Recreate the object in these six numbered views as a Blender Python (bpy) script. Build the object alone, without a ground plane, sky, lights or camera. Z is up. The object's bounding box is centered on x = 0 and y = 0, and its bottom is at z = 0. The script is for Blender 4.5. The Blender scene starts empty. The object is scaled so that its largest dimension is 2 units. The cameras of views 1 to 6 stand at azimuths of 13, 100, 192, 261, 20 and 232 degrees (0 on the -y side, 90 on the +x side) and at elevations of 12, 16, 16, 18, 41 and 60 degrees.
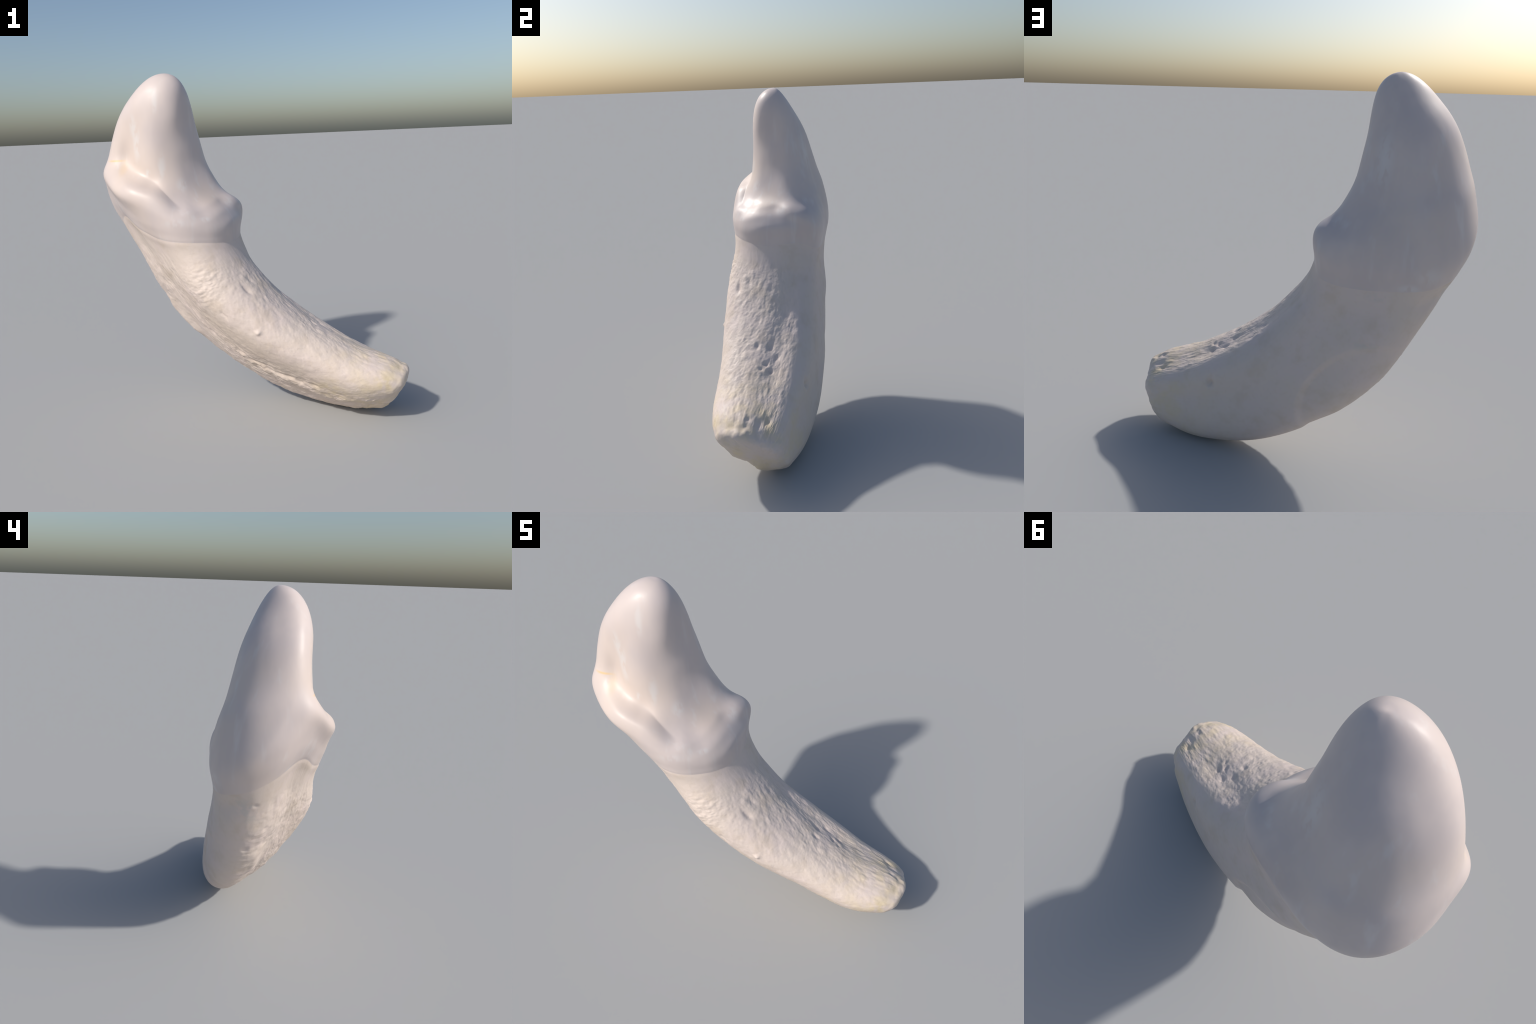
"""A single fossil-like animal canine tooth: a curved, tapering sweep of hand-set
cross-sections (radii about a spine), split at the enamel line into crown and root,
with a raised cingulum collar, pitted and fibrous root surface and a broken root end."""
import bpy, math
import numpy as np

# ---------------------------------------------------------------- spine and sections
SPINE = [(-.445, -.02, 2.0), (-.475, -.01, 1.86), (-.52, 0, 1.68), (-.535, 0, 1.46), (-.49, 0, 1.25),
         (-.42, 0, 1.08), (-.33, .01, .92), (-.2, .03, .72), (-.02, .05, .53), (.22, .055, .36), (.5, .055, .25),
         (.72, .05, .222), (.838, .04, .205)]

# Two soft forms are blended: the cusp (blade of the crown) and the collar, which carries the cingulum
# ridge and runs on into the root.  Each row is one closed cross-section, as control radii at equal
# steps around the spine (0 = inner, concave side; a quarter turn = labial +y; half = outer; then lingual -y).
CUSP_SECTIONS = [          # from the tip down to below the collar
    (.226, .170, .114, .072, .046, .039, .049, .075, .112, .151, .189, .221, .245, .264, .274, .263),
    (.190, .162, .130, .109, .095, .087, .091, .115, .161, .213, .225, .213, .199, .201, .212, .207),
    (.147, .189, .165, .144, .136, .134, .141, .154, .177, .226, .220, .182, .170, .170, .160, .142),
    (.210, .257, .204, .180, .193, .194, .205, .231, .272, .299, .206, .173, .185, .180, .172, .177),
    (.229, .301, .255, .212, .231, .242, .254, .280, .314, .311, .231, .201, .200, .198, .202, .203),
    (.248, .329, .272, .204, .199, .228, .260, .280, .290, .285, .267, .253, .248, .250, .246, .233),
    (.327, .345, .268, .198, .180, .197, .227, .252, .268, .278, .285, .289, .293, .295, .298, .305),
    (.346, .316, .260, .209, .185, .185, .200, .223, .248, .273, .296, .316, .331, .342, .350, .353),
    (.346, .305, .262, .225, .197, .184, .185, .202, .231, .267, .305, .340, .369, .386, .390, .376),
]
COLLAR_AND_ROOT_SECTIONS = [     # from above the cingulum ridge down to the broken root end
    (.035, .036, .035, .032, .029, .024, .020, .016, .014, .013, .013, .014, .016, .018, .021, .024, .027, .030, .032, .034),
    (.054, .053, .052, .051, .049, .048, .048, .048, .048, .050, .051, .053, .055, .055, .056, .056, .055, .055, .054, .054),
    (.072, .071, .069, .068, .069, .072, .076, .080, .084, .087, .091, .093, .094, .094, .092, .089, .085, .081, .078, .075),
    (.093, .087, .084, .083, .088, .096, .105, .114, .121, .127, .131, .133, .134, .133, .130, .126, .120, .114, .107, .100),
    (.119, .104, .096, .095, .105, .120, .136, .151, .163, .170, .171, .168, .165, .164, .167, .170, .170, .165, .153, .136),
    (.149, .122, .111, .108, .122, .145, .168, .190, .209, .221, .219, .196, .170, .176, .205, .228, .241, .242, .222, .187),
    (.219, .187, .171, .164, .174, .191, .215, .236, .251, .267, .294, .282, .237, .257, .301, .292, .287, .298, .290, .259),
    (.303, .295, .274, .234, .223, .239, .262, .280, .295, .305, .327, .341, .331, .333, .329, .312, .310, .323, .325, .316),
    (.311, .324, .321, .270, .245, .262, .291, .314, .332, .346, .333, .320, .316, .308, .297, .305, .318, .327, .327, .320),
    (.317, .334, .336, .286, .257, .274, .313, .343, .362, .369, .330, .306, .295, .285, .282, .295, .316, .327, .325, .318),
    (.317, .343, .346, .286, .259, .277, .327, .367, .379, .362, .320, .297, .281, .270, .268, .288, .313, .325, .320, .311),
    (.296, .328, .338, .279, .256, .275, .332, .381, .387, .357, .316, .288, .272, .261, .260, .281, .309, .321, .312, .296),
    (.263, .267, .287, .270, .253, .270, .329, .380, .374, .336, .288, .259, .251, .241, .235, .256, .291, .312, .306, .284),
    (.264, .245, .258, .259, .236, .248, .313, .381, .364, .288, .228, .205, .210, .205, .209, .242, .289, .310, .306, .288),
    (.273, .259, .266, .253, .239, .277, .339, .382, .384, .326, .262, .220, .207, .216, .242, .288, .347, .351, .331, .301),
    (.261, .247, .245, .232, .225, .254, .306, .391, .410, .287, .226, .209, .214, .228, .243, .278, .351, .382, .353, .301),
    (.262, .246, .254, .250, .228, .248, .307, .375, .361, .270, .262, .255, .245, .249, .249, .281, .344, .391, .358, .304),
    (.242, .215, .234, .222, .189, .226, .295, .349, .327, .252, .213, .188, .186, .205, .209, .213, .272, .362, .351, .297),
    (.189, .164, .173, .159, .141, .167, .223, .255, .256, .228, .199, .169, .167, .197, .240, .264, .335, .359, .300, .247),
    (.129, .087, .076, .091, .096, .107, .152, .199, .200, .196, .201, .160, .142, .161, .199, .202, .239, .253, .216, .189),
    (.069, .074, .076, .084, .088, .086, .084, .083, .086, .090, .095, .092, .080, .056, .019, -.028, -.054, -.037, .007, .051),
]
# enamel line: (angle in degrees, position along the spine 0 tip .. 1 root end)
ENAMEL_LINE = [(0, .441), (15, .437), (31, .432), (48, .440), (68, .426), (90, .403), (110, .379), (129, .355),
               (146, .330), (160, .315), (169, .306), (177, .299), (186, .291), (197, .284), (207, .285), (217, .293),
               (233, .318), (245, .333), (256, .345), (273, .365), (284, .380), (300, .402), (315, .422), (335, .440)]
# crest of the cingulum collar, running out on the labial side
RIDGE_LINE = [(6, .342), (25, .345), (40, .335), (65, .300), (90, .275), (130, .245), (170, .220), (195, .205), (209, .203), (222, .216), (233, .232), (248, .250), (265, .265), (276, .281),
              (284, .301), (290, .327), (298, .350), (308, .355), (320, .359), (335, .355), (350, .349)]

def catmull(P, n=40):
    P = np.asarray(P, float)
    P = np.vstack([2 * P[0] - P[1], P, 2 * P[-1] - P[-2]])
    out = []
    for i in range(1, len(P) - 2):
        for t in np.arange(n) / n:
            a, b, c, d = P[i - 1:i + 3]
            out.append(.5 * (2 * b + (c - a) * t + (2 * a - 5 * b + 4 * c - d) * t * t + (3 * b - a - 3 * c + d) * t ** 3))
    out.append(P[-2])
    return np.array(out)


LINE = catmull(SPINE)
for _ in range(2):
    LINE[1:-1] = .25 * LINE[:-2] + .5 * LINE[1:-1] + .25 * LINE[2:]
ARC = np.r_[0, np.cumsum(np.linalg.norm(np.diff(LINE, axis=0), axis=1))]
LENGTH = ARC[-1]
ARC = ARC / LENGTH


def at(t):
    return np.stack([np.interp(t, ARC, LINE[:, k]) for k in range(3)], -1)


def bspline(x):
    x = np.abs(x)
    return np.where(x < 1, 2 / 3 - x * x + x ** 3 / 2, np.where(x < 2, (2 - x) ** 3 / 6, 0))


CUSP, ROOT = np.array(CUSP_SECTIONS), np.array(COLLAR_AND_ROOT_SECTIONS)
# the section rows run parallel to the cingulum ridge and the enamel line:
# row 10 lies on the ridge, row 15 on the enamel line, row 22 at the root end
TOP_ROW = 4
ROW = [0, 10, 15, TOP_ROW + len(ROOT) - 3]


def ring(table, th):
    """A closed line around the tooth: position along the spine at angle th, smoothed."""
    g = np.arange(-720, 1440) / 2.
    a, p = np.array(table).T
    k = np.hanning(51)
    v = np.convolve(np.interp(g, np.r_[a - 360, a, a + 360], np.r_[p, p, p]), k / k.sum(), 'same')
    return np.interp(np.degrees(th) % 360, g, v)


def row_of(t, th):
    """Monotone cubic from spine position to section row."""
    x = [0 * t, ring(RIDGE_LINE, th), ring(ENAMEL_LINE, th), 1 + 0 * t]
    h = [x[k + 1] - x[k] for k in range(3)]
    d = [(ROW[k + 1] - ROW[k]) / h[k] for k in range(3)]
    m = [1.2 * d[0], 2 * d[0] * d[1] / (d[0] + d[1]), 2 * d[1] * d[2] / (d[1] + d[2]), d[2]]
    out = 0 * t
    for k in range(3):
        s = (t - x[k]) / h[k]
        y = ROW[k] * (1 + 2 * s) * (1 - s) ** 2 + ROW[k + 1] * s * s * (3 - 2 * s) + h[k] * (m[k] * s * (1 - s) ** 2 - m[k + 1] * s * s * (1 - s))
        out = np.where((s >= 0) & (s <= 1.0001), y, out)
    return out


TIP_CAP, END_CAP = .13, .035


def loft(table, u, v):
    """Smooth surface through a table of control radii: row u, turn v (0..1, closed)."""
    n, m = table.shape
    bs = np.stack([bspline(u - i) for i in range(n)], -1)
    ba = np.stack([bspline((v * m - j + m / 2) % m - m / 2) for j in range(m)], -1)
    return ((bs @ table) * ba).sum(-1)


def sweep(t, th):
    """Points of the plain tooth body at spine positions t and angles th (2D arrays)."""
    c = at(t)
    T = at(np.clip(t + .03, 0, 1)) - at(np.clip(t - .03, 0, 1))
    T[..., 1] = 0
    T /= np.linalg.norm(T, axis=-1, keepdims=True)
    side = np.stack([-T[..., 2], 0 * t, T[..., 0]], -1)
    tilt = (math.radians(17) * smoothstep(t, .84, 1))[..., None]      # the end is broken off at a slant
    T = T * np.cos(tilt) - side * np.sin(tilt)
    side = np.stack([-T[..., 2], 0 * t, T[..., 0]], -1)
    w = row_of(t, th)
    root = loft(ROOT, np.maximum(w, TOP_ROW) - TOP_ROW + 1, (th + .3 * np.sin(th - 4.1)) / (2 * np.pi)) - .05 * np.maximum(9.2 - w, 0) ** 2
    labial = smoothstep(np.cos(th - math.radians(97)) + .17, 0, 1)      # no collar on the labial side
    cusp = loft(CUSP, np.minimum(t / .46 * (len(CUSP) - 3) + 1, len(CUSP) - 2), th / (2 * np.pi)) - .04 * np.maximum(w - 8.8 - 4.5 * labial, 0) ** 2
    soft = .03 + .1 * labial + .06 * smoothstep(1.6 * np.cos(th - .15) - .5, 0, 1)
    r = .5 * (root + cusp + np.sqrt((root - cusp) ** 2 + soft ** 2))             # soft union of the two forms
    a, b = np.clip(t / TIP_CAP, 0, 1), np.clip((1 - t) / END_CAP, 0, 1)
    r *= np.sqrt(np.maximum(1 - (1 - a) ** 2, 0)) * np.maximum(1 - (1 - b) ** 4, 0) ** .25
    d = np.cos(th)[..., None] * side + np.sin(th)[..., None] * np.array([0, 1., 0])
    return c + r[..., None] * d, d


def grid_normals(S):
    du = np.gradient(S, axis=0)
    dv = np.roll(S, -1, 1) - np.roll(S, 1, 1)
    n = np.cross(dv, du)
    n /= np.linalg.norm(n, axis=-1, keepdims=True) + 1e-12
    c = S.mean(1, keepdims=True)
    return n * np.sign((n * (S - c)).sum(-1)[10:-10].mean())


# ---------------------------------------------------------------- smooth noise on points
def hash3(i, j, k, seed):
    h = (i * 374761393 + j * 668265263 + k * 2147483647 + seed * 974634337) & 0xffffffff
    h = ((h ^ (h >> 13)) * 1274126177) & 0xffffffff
    h = ((h ^ (h >> 16)) * 2246822519) & 0xffffffff
    return ((h ^ (h >> 15)) & 0xffff) / 32767.5 - 1


def noise(P, seed=0):
    P = P + 91.7
    f = np.floor(P).astype(np.int64)
    w = P - f
    w = w * w * w * (w * (w * 6 - 15) + 10)
    out = 0
    for a in (0, 1):
        for b in (0, 1):
            for c in (0, 1):
                k = (w[..., 0] if a else 1 - w[..., 0]) * (w[..., 1] if b else 1 - w[..., 1]) * (w[..., 2] if c else 1 - w[..., 2])
                out = out + k * hash3(f[..., 0] + a, f[..., 1] + b, f[..., 2] + c, seed)
    return out


def fractal(P, octaves=3, seed=0, gain=.5):
    out, amp = 0, 1
    for o in range(octaves):
        out = out + amp * noise(P * 2 ** o, seed + 17 * o)
        amp *= gain
    return out


def smoothstep(x, a, b):
    x = np.clip((x - a) / (b - a), 0, 1)
    return x * x * (3 - 2 * x)


def near_line(S, pts):
    """Distance from points to a 3D polyline."""
    P = catmull(pts, 12)
    best = np.full(S.shape[:-1], 9.)
    for a, b in zip(P[:-1], P[1:]):
        ab = b - a
        k = np.clip(((S - a) @ ab) / (ab @ ab), 0, 1)
        best = np.minimum(best, np.linalg.norm(S - a - k[..., None] * ab, axis=-1))
    return best


# ---------------------------------------------------------------- dense grid, rows aligned to the enamel line
ROWS_CUSP, ROWS_CINGULUM, ROWS_ROOT, COLS = 170, 100, 460, 440
TH = np.arange(COLS) / COLS * 2 * np.pi
EL = ring(ENAMEL_LINE, TH)
COLLAR = ring(RIDGE_LINE, TH) * .9           # upper border of the cingulum
a = np.linspace(0, 1, ROWS_CUSP + 1)
a = (.6 * a + .4 * a ** 2)[:, None]
c = np.linspace(0, 1, ROWS_CINGULUM + 1)[1:, None]
b = np.linspace(0, 1, ROWS_ROOT + 1)
b = (.8 * b + .2 * (1 - (1 - b) ** 2))[1:, None]
T = np.vstack([a * COLLAR, COLLAR + c * (EL - COLLAR), EL + b * (1 - EL)])
T = np.clip(T, 1e-5, 1 - 1e-5)
TT, HH = T, np.broadcast_to(TH, T.shape)
S, DIR = sweep(TT, HH)
N = grid_normals(S)
deg = np.degrees(HH)
below = (TT - EL[None]) * LENGTH          # metres down the root from the enamel line
along = TT * LENGTH
turn = lambda twist: HH + twist * along


def grain(fa, fc, seed, octaves=3, twist=0., gain=.55):
    """Noise stretched along the root: fa cycles/m lengthwise, fc cycles/m round it."""
    q = turn(twist)
    return fractal(np.stack([np.cos(q) * .25 * fc, np.sin(q) * .25 * fc, along * fa], -1), octaves, seed, gain)


def wrap(d):
    return (d + 180) % 360 - 180


def window(centre, half, soft):
    """1 inside centre +- half degrees around the tooth, fading over soft degrees."""
    return 1 - smoothstep(np.abs(wrap(deg - centre)), half - soft / 2, half + soft / 2)


# bare root: rough everywhere except the smooth labial side; fine just below the enamel
wander = 7 * noise(np.stack([along * 6, 0 * along, 0 * along], -1), 5)
smooth_side = window(93 + wander, 66, 12)
onset = smoothstep(below + .03 * grain(4, 6, 3, 1), .02, .26)
end = smoothstep(TT, .957, .985)
rough = (1 - smooth_side) * onset * (1 - end)
upper = window(352, 40, 26)              # pitted strip along the concave edge
lingual = window(298, 36, 26)           # flaky face towards -y
lower = window(213, 51, 14)             # fibrous, eroded face looking down
flakes = grain(20, 52, 11, 4, .55)
fibres = grain(9, 46, 23, 4)
coarse = grain(16, 26, 31, 3, .3)
relief = rough * (.0015 * flakes * (.6 + .5 * lingual + .4 * upper) + .0009 * coarse * (upper + .6 * lingual))
relief += rough * lower * (.0012 * fibres + .0022 * grain(18, 20, 47, 3) + .0016 * grain(38, 46, 53, 3) * (.35 + .65 * smoothstep(TT, .5, .75)) - .004 * np.maximum(grain(11, 15, 49, 2) - .2, 0) + .001)
relief += .0006 * grain(6, 40, 71, 3) * smoothstep(below, 0, .05) + .0008 * smooth_side * grain(5, 8, 77, 2) * onset
# pore-like hollows scattered over the concave strip
pores = np.maximum(grain(26, 38, 59, 2) - .55, 0)
relief -= rough * upper * .002 * pores * smoothstep(below, .3, .7)
# patch of transverse wrinkles where the lingual face turns under
wrinkle_patch = np.exp(-((TT - .485) / .045) ** 2 - (wrap(deg - 281) / 20) ** 2)
relief += .0036 * wrinkle_patch * grain(52, 30, 83, 3, -1.6)
# step between the faces: the rough lower face is eroded back from its edges
relief -= .006 * rough * np.exp(-(wrap(deg - 245 - 20 * (TT - .7)) / 11) ** 2) * smoothstep(TT, .56, .66)
relief -= .0012 * np.exp(-(wrap(deg - 163 - wander) / 8) ** 2) * smoothstep(below, .15, .5) * np.maximum(grain(40, 10, 91, 2) + .3, 0) * 1.6

rim = np.exp(-(wrap(deg - 232) / 16) ** 2) * smoothstep(TT, .5, .7) * (1 - end)
relief += rim * (.006 * grain(16, 16, 141, 3) + .002 * grain(40, 40, 143, 2))

# enamel stands proud of the root with a tucked-in lower edge; hardly visible on the labial side
proud = .25 + .75 * (1 - window(100, 75, 50))
inward = np.maximum(-below, 0)
relief += proud * (.005 * smoothstep(inward, -.012, .03) * np.exp(-inward / .12))
relief -= proud * .001 * np.exp(-(below / .014) ** 2)
relief += .009 * window(240, 55, 40) * np.exp(-((below - .005) / .04) ** 2) * .6
# the enamel itself: faint lengthwise undulation
relief += .0009 * grain(2.5, 9, 101, 2) * (below < 0) * smoothstep(TT, .02, .1)

# soft hollow along a curved step on the labial side, towards the outer bend
f = 1 - np.sqrt(((TT - .575) / .112) ** 2 + (wrap(deg - 152) / 47) ** 2)
step = smoothstep(f, -.04, .12) * (1 - smoothstep(f, .1, .62)) * (1 - smoothstep(deg, 138, 170))
relief -= .013 * step * (.35 + .65 * smoothstep(TT, .48, .62))
relief += .003 * smoothstep(f, .3, .7) * (1 - smoothstep(deg, 150, 172))

# modelled swells (+) and hollows (-) that the plain sections are too smooth to carry: path, height, width
SWELLS = [([(-.45, -.235, 1.34), (-.40, -.235, 1.29), (-.34, -.225, 1.255), (-.32, -.24, 1.23)], .024, .06),                 # cingulum ridge, middle
          ([(-.68, -.162, 1.55), (-.66, -.175, 1.51), (-.60, -.205, 1.45), (-.52, -.228, 1.405)], -.017, .045),   # groove above it
          ([(-.665, -.15, 1.70), (-.672, -.158, 1.62)], -.006, .06), ([(-.68, -.162, 1.60), (-.675, -.165, 1.55)], -.006, .05),
          ([(-.31, -.07, 1.38), (-.25, -.04, 1.325), (-.2, .01, 1.285)], -.006, .075),                     # notch behind the knob
          ([(-.384, -.105, 1.74), (-.36, -.07, 1.60)], .009, .075),                                       # rounded ridge of the cusp
          ([(-.03, .14, .89), (.07, .104, .78), (.2, .085, .665), (.35, .068, .56), (.49, .066, .475)], -.014, .06),    # hollow of the inner face
          ([(-.46, -.12, .81), (-.31, -.17, .635), (-.14, -.10, .42), (.04, -.095, .297)], -.007, .07),   # sunken lower flank
          ([(-.54, .06, .62), (-.39, .065, .475)], .015, .05),                                           # outer bend
          ([(.60, -.17, .20), (.67, -.20, .20)], .004, .07),                                             # underside near the end
          ([(-.71, .19, 1.0), (-.66, .25, .94)], -.016, .06),                                            # neck
          ([(-.155, .12, 1.285), (-.15, .165, 1.275)], .012, .06),                                      # knob at the end of the ridge
          ([(-.092, .03, 1.18), (-.092, .02, 1.175)], -.007, .065),                                       # its steep front face
          ([(-.15, .20, 1.24), (-.145, .22, 1.09)], .012, .06),
          ([(-.14, -.135, 1.11), (-.18, -.20, 1.12)], .010, .06)]
for path, height, width in SWELLS:
    box = (S > np.min(path, 0) - 2.4 * width).all(-1) & (S < np.max(path, 0) + 2.4 * width).all(-1)
    relief[box] += height * np.exp(-(near_line(S[box], path) / width) ** 2)

# single pits (place, radius, depth, stretch along the root) and bumps (negative depth)
PITS = [((.337, .024, .574), .019, .013, 1.5), ((.434, .011, .514), .014, .012, 1.2), ((.466, .044, .492), .014, .013, 1.2),
        ((.468, -.011, .496), .011, .008, 1.2), ((.383, .071, .539), .016, .008, 1.4), ((.339, -.049, .578), .016, .007, 1.3),
        ((.156, .102, .703), .016, .005, 1.3), ((.215, .140, .640), .020, .007, 1.5), ((.309, .098, .582), .014, .005, 1.3),
        ((.053, .000, .821), .016, .004, 2), ((.007, -.147, .853), .020, .007, 1.5), ((.755, .070, .352), .016, .011, 1.6),
        ((.790, .031, .358), .018, .008, 2), ((.596, .019, .418), .014, .005, 1.4), ((.831, -.033, .371), .014, .008, 1.2),
        ((.791, -.027, .382), .014, .006, 1), ((.410, .228, .385), .022, .028, 1), ((.41, .232, .42), .014, .006, 1), ((.006, -.216, .810), .017, .012, 2.2),
        ((-.010, -.141, .358), .018, .013, 1.8), ((.049, -.152, .347), .015, .014, 1.5), ((.090, -.160, .339), .014, .013, 1.5),
        ((.023, -.120, .311), .015, .013, 1.6), ((.096, -.140, .299), .024, .015, 1.7), ((.165, -.151, .287), .017, .013, 1.6),
        ((.217, -.157, .278), .016, .014, 1.6), ((-.065, -.155, .418), .014, .010, 3), ((.270, -.150, .246), .020, .011, 1.6),
        ((.360, -.170, .248), .016, .011, 1.6), ((-.248, -.126, .514), .016, .010, 1.6), ((-.115, -.308, .689), .010, .007, 2.5),
        ((-.749, .102, .991), .014, .006, 1), ((-.644, .032, .822), .015, .004, 1), ((-.602, .127, .687), .018, .008, 1.2),
        ((.714, -.212, .335), .010, .010, 1), ((.076, -.301, .590), .013, -.011, 1)]
axis = at(np.clip(TT + .01, 0, 1)) - at(np.clip(TT - .01, 0, 1))
axis /= np.linalg.norm(axis, axis=-1, keepdims=True)
for place, radius, depth, stretch in PITS:
    d = S - np.array(place)
    sel = (np.abs(d) < .12).all(-1)
    q = d[sel]
    al = (q * axis[sel]).sum(-1)
    r2 = (q * q).sum(-1) - al * al + (al / stretch) ** 2
    relief[sel] -= depth * np.exp(-(r2 / radius ** 2) ** 1.05)

# broken end: lumpy break with a chipped upper rim
relief += end * (.006 * fractal(S * 11, 3, 113) + .0015 * fractal(S * 40, 2, 131))
relief -= .006 * np.exp(-((TT - .972) / .016) ** 2) * np.maximum(grain(10, 18, 121, 2), 0) * window(330, 110, 40)

S = S + N * relief[..., None]
# the enamel is polished: relax the crown, fading out towards the enamel line
top = ROWS_CUSP + ROWS_CINGULUM
ease = .5 * (smoothstep(-below[:top + 1], .004, .035) * smoothstep(TT[:top + 1], .02, .06))[..., None]
for _ in range(60):
    C = S[:top + 1]
    ring_up, ring_down = np.roll(C, 1, 0), np.roll(C, -1, 0)
    ring_up[0], ring_down[-1] = C[0], C[-1]
    S[:top + 1] = C + ease * (.25 * (ring_up + ring_down + np.roll(C, 1, 1) + np.roll(C, -1, 1)) - C)
S[..., 2] -= S[..., 2].min() * (1 - smoothstep(S[..., 2], .05, .6))      # rest it on the ground
N = grid_normals(S)
N[0], N[-1] = np.array([0, 0, 1.]), N[-2].mean(0) / np.linalg.norm(N[-2].mean(0))


# ---------------------------------------------------------------- materials
def srgb(r, g, b):
    return tuple((v / 12.92 if v <= .04045 else ((v + .055) / 1.055) ** 2.4) for v in (r / 255, g / 255, b / 255)) + (1,)


class Nodes:
    """Small helper to write a node material in a few lines."""

    def __init__(self, name):
        self.mat = bpy.data.materials.new(name)
        self.mat.use_nodes = True
        self.tree = self.mat.node_tree
        self.bsdf = self.tree.nodes["Principled BSDF"]
        self.pos = self.tree.nodes.new("ShaderNodeTexCoord").outputs["Object"]

    def new(self, kind, **props):
        n = self.tree.nodes.new(kind)
        for k, v in props.items():
            setattr(n, k, v)
        return n

    def put(self, socket, value):
        if isinstance(value, bpy.types.NodeSocket):
            self.tree.links.new(value, socket)
        else:
            socket.default_value = value

    def noise(self, scale, detail=3, stretch=(1, 1, 1), rough=.55, turn=(0, 0, 0)):
        m = self.new("ShaderNodeMapping")
        self.put(m.inputs["Vector"], self.pos)
        m.inputs["Scale"].default_value = stretch
        m.inputs["Rotation"].default_value = turn
        n = self.new("ShaderNodeTexNoise")
        self.put(n.inputs["Vector"], m.outputs[0])
        n.inputs["Scale"].default_value = scale
        n.inputs["Detail"].default_value = detail
        n.inputs["Roughness"].default_value = rough
        return n.outputs["Fac"]

    def ramp(self, value, lo, hi, out_lo=0., out_hi=1.):
        n = self.new("ShaderNodeMapRange", interpolation_type='SMOOTHSTEP')
        for i, v in enumerate((value, lo, hi, out_lo, out_hi)):
            self.put(n.inputs[i], v)
        return n.outputs[0]

    def math(self, op, a, b=0.):
        n = self.new("ShaderNodeMath", operation=op)
        self.put(n.inputs[0], a)
        self.put(n.inputs[1], b)
        return n.outputs[0]

    def spot(self, place, size, stretch=(1, 1, 1)):
        """1 at a place, 0 beyond size metres; stretch shrinks an axis of the spot."""
        m = self.new("ShaderNodeVectorMath", operation='SUBTRACT')
        self.put(m.inputs[0], self.pos)
        m.inputs[1].default_value = place
        s = self.new("ShaderNodeVectorMath", operation='MULTIPLY')
        self.put(s.inputs[0], m.outputs[0])
        s.inputs[1].default_value = stretch
        d = self.new("ShaderNodeVectorMath", operation='LENGTH')
        self.put(d.inputs[0], s.outputs[0])
        return self.ramp(d.outputs["Value"], size * .15, size, 1., 0.)

    def mix(self, fac, a, b):
        n = self.new("ShaderNodeMix", data_type='RGBA')
        self.put(n.inputs["Factor"], fac)
        self.put(n.inputs["A"], a)
        self.put(n.inputs["B"], b)
        return n.outputs["Result"]

    def axis(self, k):
        n = self.new("ShaderNodeSeparateXYZ")
        self.put(n.inputs[0], self.pos)
        return n.outputs[k]

    def finish(self, colour, rough, bump=None, strength=.1, distance=.004, specular=.4):
        self.put(self.bsdf.inputs["Base Color"], colour)
        self.put(self.bsdf.inputs["Roughness"], rough)
        self.bsdf.inputs["Specular IOR Level"].default_value = specular
        if bump is not None:
            b = self.new("ShaderNodeBump")
            b.inputs["Strength"].default_value = strength
            b.inputs["Distance"].default_value = distance
            self.put(b.inputs["Height"], bump)
            self.put(self.bsdf.inputs["Normal"], b.outputs[0])
        return self.mat


m = Nodes("tooth_enamel")
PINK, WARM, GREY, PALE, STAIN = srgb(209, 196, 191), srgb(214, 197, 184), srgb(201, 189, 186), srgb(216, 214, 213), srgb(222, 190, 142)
c = m.mix(m.ramp(m.noise(4.5, 3, (1.3, 1.3, .6)), .35, .68), PINK, GREY)
c = m.mix(m.math('MULTIPLY', m.ramp(m.noise(3.2, 2, (1, 1, .7), turn=(.4, .2, 0)), .5, .72), .35), c, WARM)
for place, size, stretch, amount in (((-.66, -.19, 1.52), .26, (1.3, 1, .8), .5), ((-.50, -.19, 1.44), .24, (1, 1, 1), .5), ((-.25, -.06, 1.30), .16, (1, 1, 1), .6)):
    c = m.mix(m.math('MULTIPLY', m.spot(place, size, stretch), amount), c, WARM)
streak = m.noise(11, 3, (1.5, 1.5, .16), turn=(0, .12, 0))
c = m.mix(m.math('MULTIPLY', m.ramp(streak, .56, .76), .32), c, PALE)
for place, size, stretch in (((-.600, -.182, 1.63), .14, (4, 1, .9)), ((-.62, -.18, 1.72), .09, (3, 1, 1)), ((-.460, -.175, 1.49), .10, (3.4, 1, 1)),  # gloss highlights from the scan, painted pale into the enamel colour
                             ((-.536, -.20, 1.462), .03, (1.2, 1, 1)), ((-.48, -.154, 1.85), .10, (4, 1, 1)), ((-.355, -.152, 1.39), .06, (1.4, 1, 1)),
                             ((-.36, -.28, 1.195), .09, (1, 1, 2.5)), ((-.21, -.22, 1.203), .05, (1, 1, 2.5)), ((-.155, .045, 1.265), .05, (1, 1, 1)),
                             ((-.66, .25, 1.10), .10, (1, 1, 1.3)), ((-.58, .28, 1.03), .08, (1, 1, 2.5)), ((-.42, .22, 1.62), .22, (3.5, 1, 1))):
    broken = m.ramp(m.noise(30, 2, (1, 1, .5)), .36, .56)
    c = m.mix(m.math('MULTIPLY', m.math('MULTIPLY', m.spot(place, size, stretch), broken), .45), c, PALE)
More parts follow.
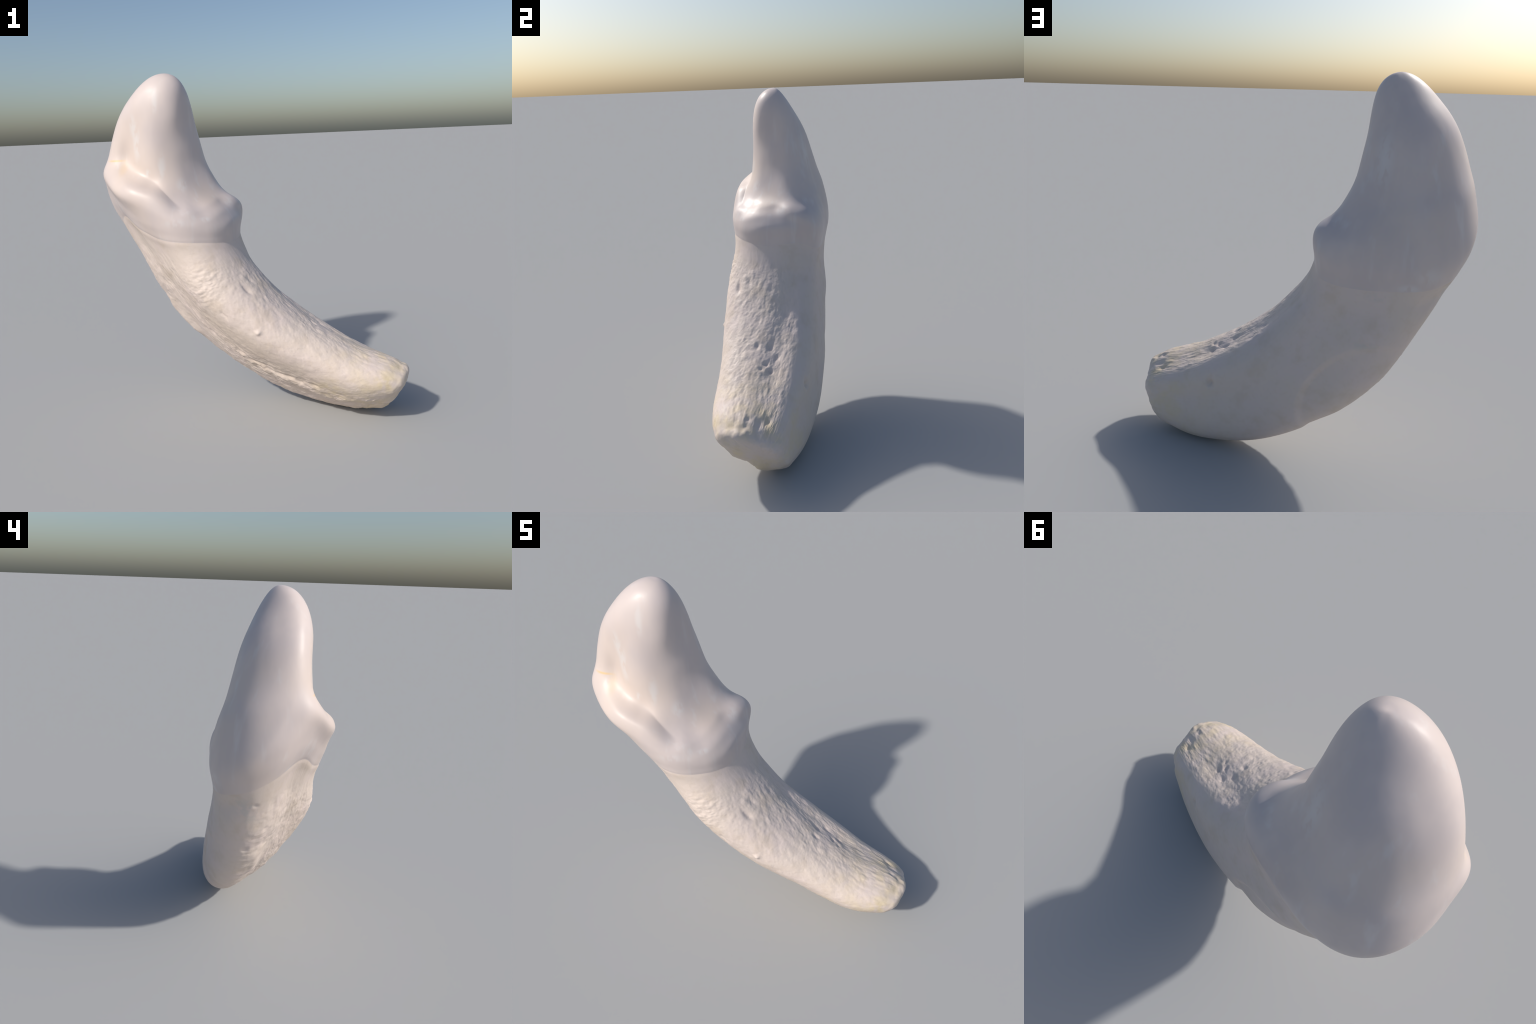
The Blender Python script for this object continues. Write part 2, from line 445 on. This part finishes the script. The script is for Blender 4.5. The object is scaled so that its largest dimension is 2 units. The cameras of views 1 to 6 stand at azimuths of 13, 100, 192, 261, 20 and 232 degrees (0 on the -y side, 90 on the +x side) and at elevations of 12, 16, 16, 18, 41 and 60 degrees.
c = m.mix(m.math('MULTIPLY', m.spot((-.742, -.14, 1.532), .055, (.75, 1, 6)), .95), c, STAIN)
c = m.mix(m.math('MULTIPLY', m.spot((-.69, -.17, 1.49), .08, (2.2, 1, .9)), .3), c, STAIN)
fine = m.noise(60, 2, (1, 1, .3))
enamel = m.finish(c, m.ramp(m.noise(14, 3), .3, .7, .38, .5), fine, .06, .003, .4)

m = Nodes("root_dentine")
CREAM, BEIGE, ROSE, YELLOW, OCHRE, ASH = srgb(213, 199, 189), srgb(203, 187, 171), srgb(214, 199, 192), srgb(214, 197, 163), srgb(196, 177, 142), srgb(198, 192, 186)
c = m.mix(m.ramp(m.noise(5, 4), .38, .66), CREAM, ROSE)
c = m.mix(m.math('MULTIPLY', m.ramp(m.noise(9, 4, turn=(.3, .5, .1)), .48, .72), .55), c, BEIGE)
c = m.mix(m.math('MULTIPLY', m.ramp(m.noise(45, 3), .5, .75), .25), c, BEIGE)
# the fibrous outer face is more ochre; so is the broken end, in patches
outer = m.ramp(m.math('ADD', m.math('MULTIPLY', m.axis(1), 1.), m.math('MULTIPLY', m.noise(8, 2), .12)), -.16, .02, 1., 0.)
under = m.ramp(m.math('SUBTRACT', m.math('MULTIPLY', m.axis(0), -.62), m.axis(2)), -.62, -.50, 0., 1.)
c = m.mix(m.math('MULTIPLY', m.math('MULTIPLY', outer, under), .45), c, BEIGE)
near_end = m.ramp(m.axis(0), .25, .82)
c = m.mix(m.math('MULTIPLY', near_end, m.ramp(m.noise(9, 4, turn=(.7, 0, .4)), .35, .75, 0., .75)), c, YELLOW)
for place, size, amount in (((.76, -.235, .30), .10, .8), ((.82, -.10, .35), .07, .6), ((.45, -.19, .22), .16, .55), ((.62, -.19, .16), .12, .6), ((.80, .02, .16), .10, .5), ((.62, .02, .03), .10, .5)):
    c = m.mix(m.math('MULTIPLY', m.math('MULTIPLY', m.spot(place, size), m.ramp(m.noise(18, 3), .35, .6)), amount), c, YELLOW)
c = m.mix(m.math('MULTIPLY', m.math('MULTIPLY', near_end, m.ramp(m.noise(16, 4, turn=(.1, .9, .4)), .58, .8)), .35), c, OCHRE)
for place, size, stretch in (((-.72, .16, 1.0), .10, (1, 1, .8)), ((-.45, .29, .97), .10, (1, 1, 3)), ((-.40, .30, .72), .10, (1, 1, 3)), ((-.74, .13, .92), .07, (1, 1, .7))):
    c = m.mix(m.math('MULTIPLY', m.math('MULTIPLY', m.spot(place, size, stretch), m.ramp(m.noise(26, 2), .4, .6)), .6), c, ASH)
dentine = m.finish(c, m.ramp(m.noise(20, 3), .3, .7, .52, .7), m.noise(120, 3), .12, .003, .3)


# ---------------------------------------------------------------- objects
tooth = bpy.data.objects.new("canine_tooth", None)
bpy.context.collection.objects.link(tooth)
tooth["label"] = "curved animal canine, glossy pale crown, rough beige root"
tooth["category"] = "animal tooth"


def part(name, r0, r1, mat, parent, cap_top=False, cap_end=False, cols=None):
    """Rows r0..r1 of the shared surface as one mesh, with the whole body's normals."""
    rows = np.arange(r0, r1 + 1)
    V = S[rows].reshape(-1, 3)
    n = N[rows].reshape(-1, 3)
    i, j = np.meshgrid(np.arange(len(rows) - 1), np.arange(COLS), indexing='ij')
    j2 = (j + 1) % COLS
    F = np.stack([i * COLS + j, (i + 1) * COLS + j, (i + 1) * COLS + j2, i * COLS + j2], -1).reshape(-1, 4)
    faces = F.tolist()
    V, n = V.tolist(), n.tolist()
    if cap_top:
        V.append(S[r0].mean(0).tolist()); n.append([0, 0, 1])
        faces += [[len(V) - 1, k, (k + 1) % COLS] for k in range(COLS)]
    if cap_end:
        V.append(S[r1].mean(0).tolist()); n.append(N[r1][0].tolist())
        o = (r1 - r0) * COLS
        faces += [[len(V) - 1, o + (k + 1) % COLS, o + k] for k in range(COLS)]
    me = bpy.data.meshes.new(name)
    me.from_pydata(V, [], faces)
    me.validate()
    me.polygons.foreach_set("use_smooth", [True] * len(me.polygons))
    me.update()
    me.normals_split_custom_set_from_vertices(n)
    me.materials.append(mat)
    ob = bpy.data.objects.new(name, me)
    bpy.context.collection.objects.link(ob)
    ob.parent = parent
    return ob


r1 = ROWS_CUSP
r2 = r1 + ROWS_CINGULUM
r4 = r2 + ROWS_ROOT
r3 = int(np.argmin(np.abs(T.mean(1) - .968)))
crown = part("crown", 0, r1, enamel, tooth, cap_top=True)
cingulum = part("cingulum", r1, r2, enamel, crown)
root = part("root", r2, r3, dentine, tooth)
broken_end = part("broken_end", r3, r4, dentine, root, cap_end=True)
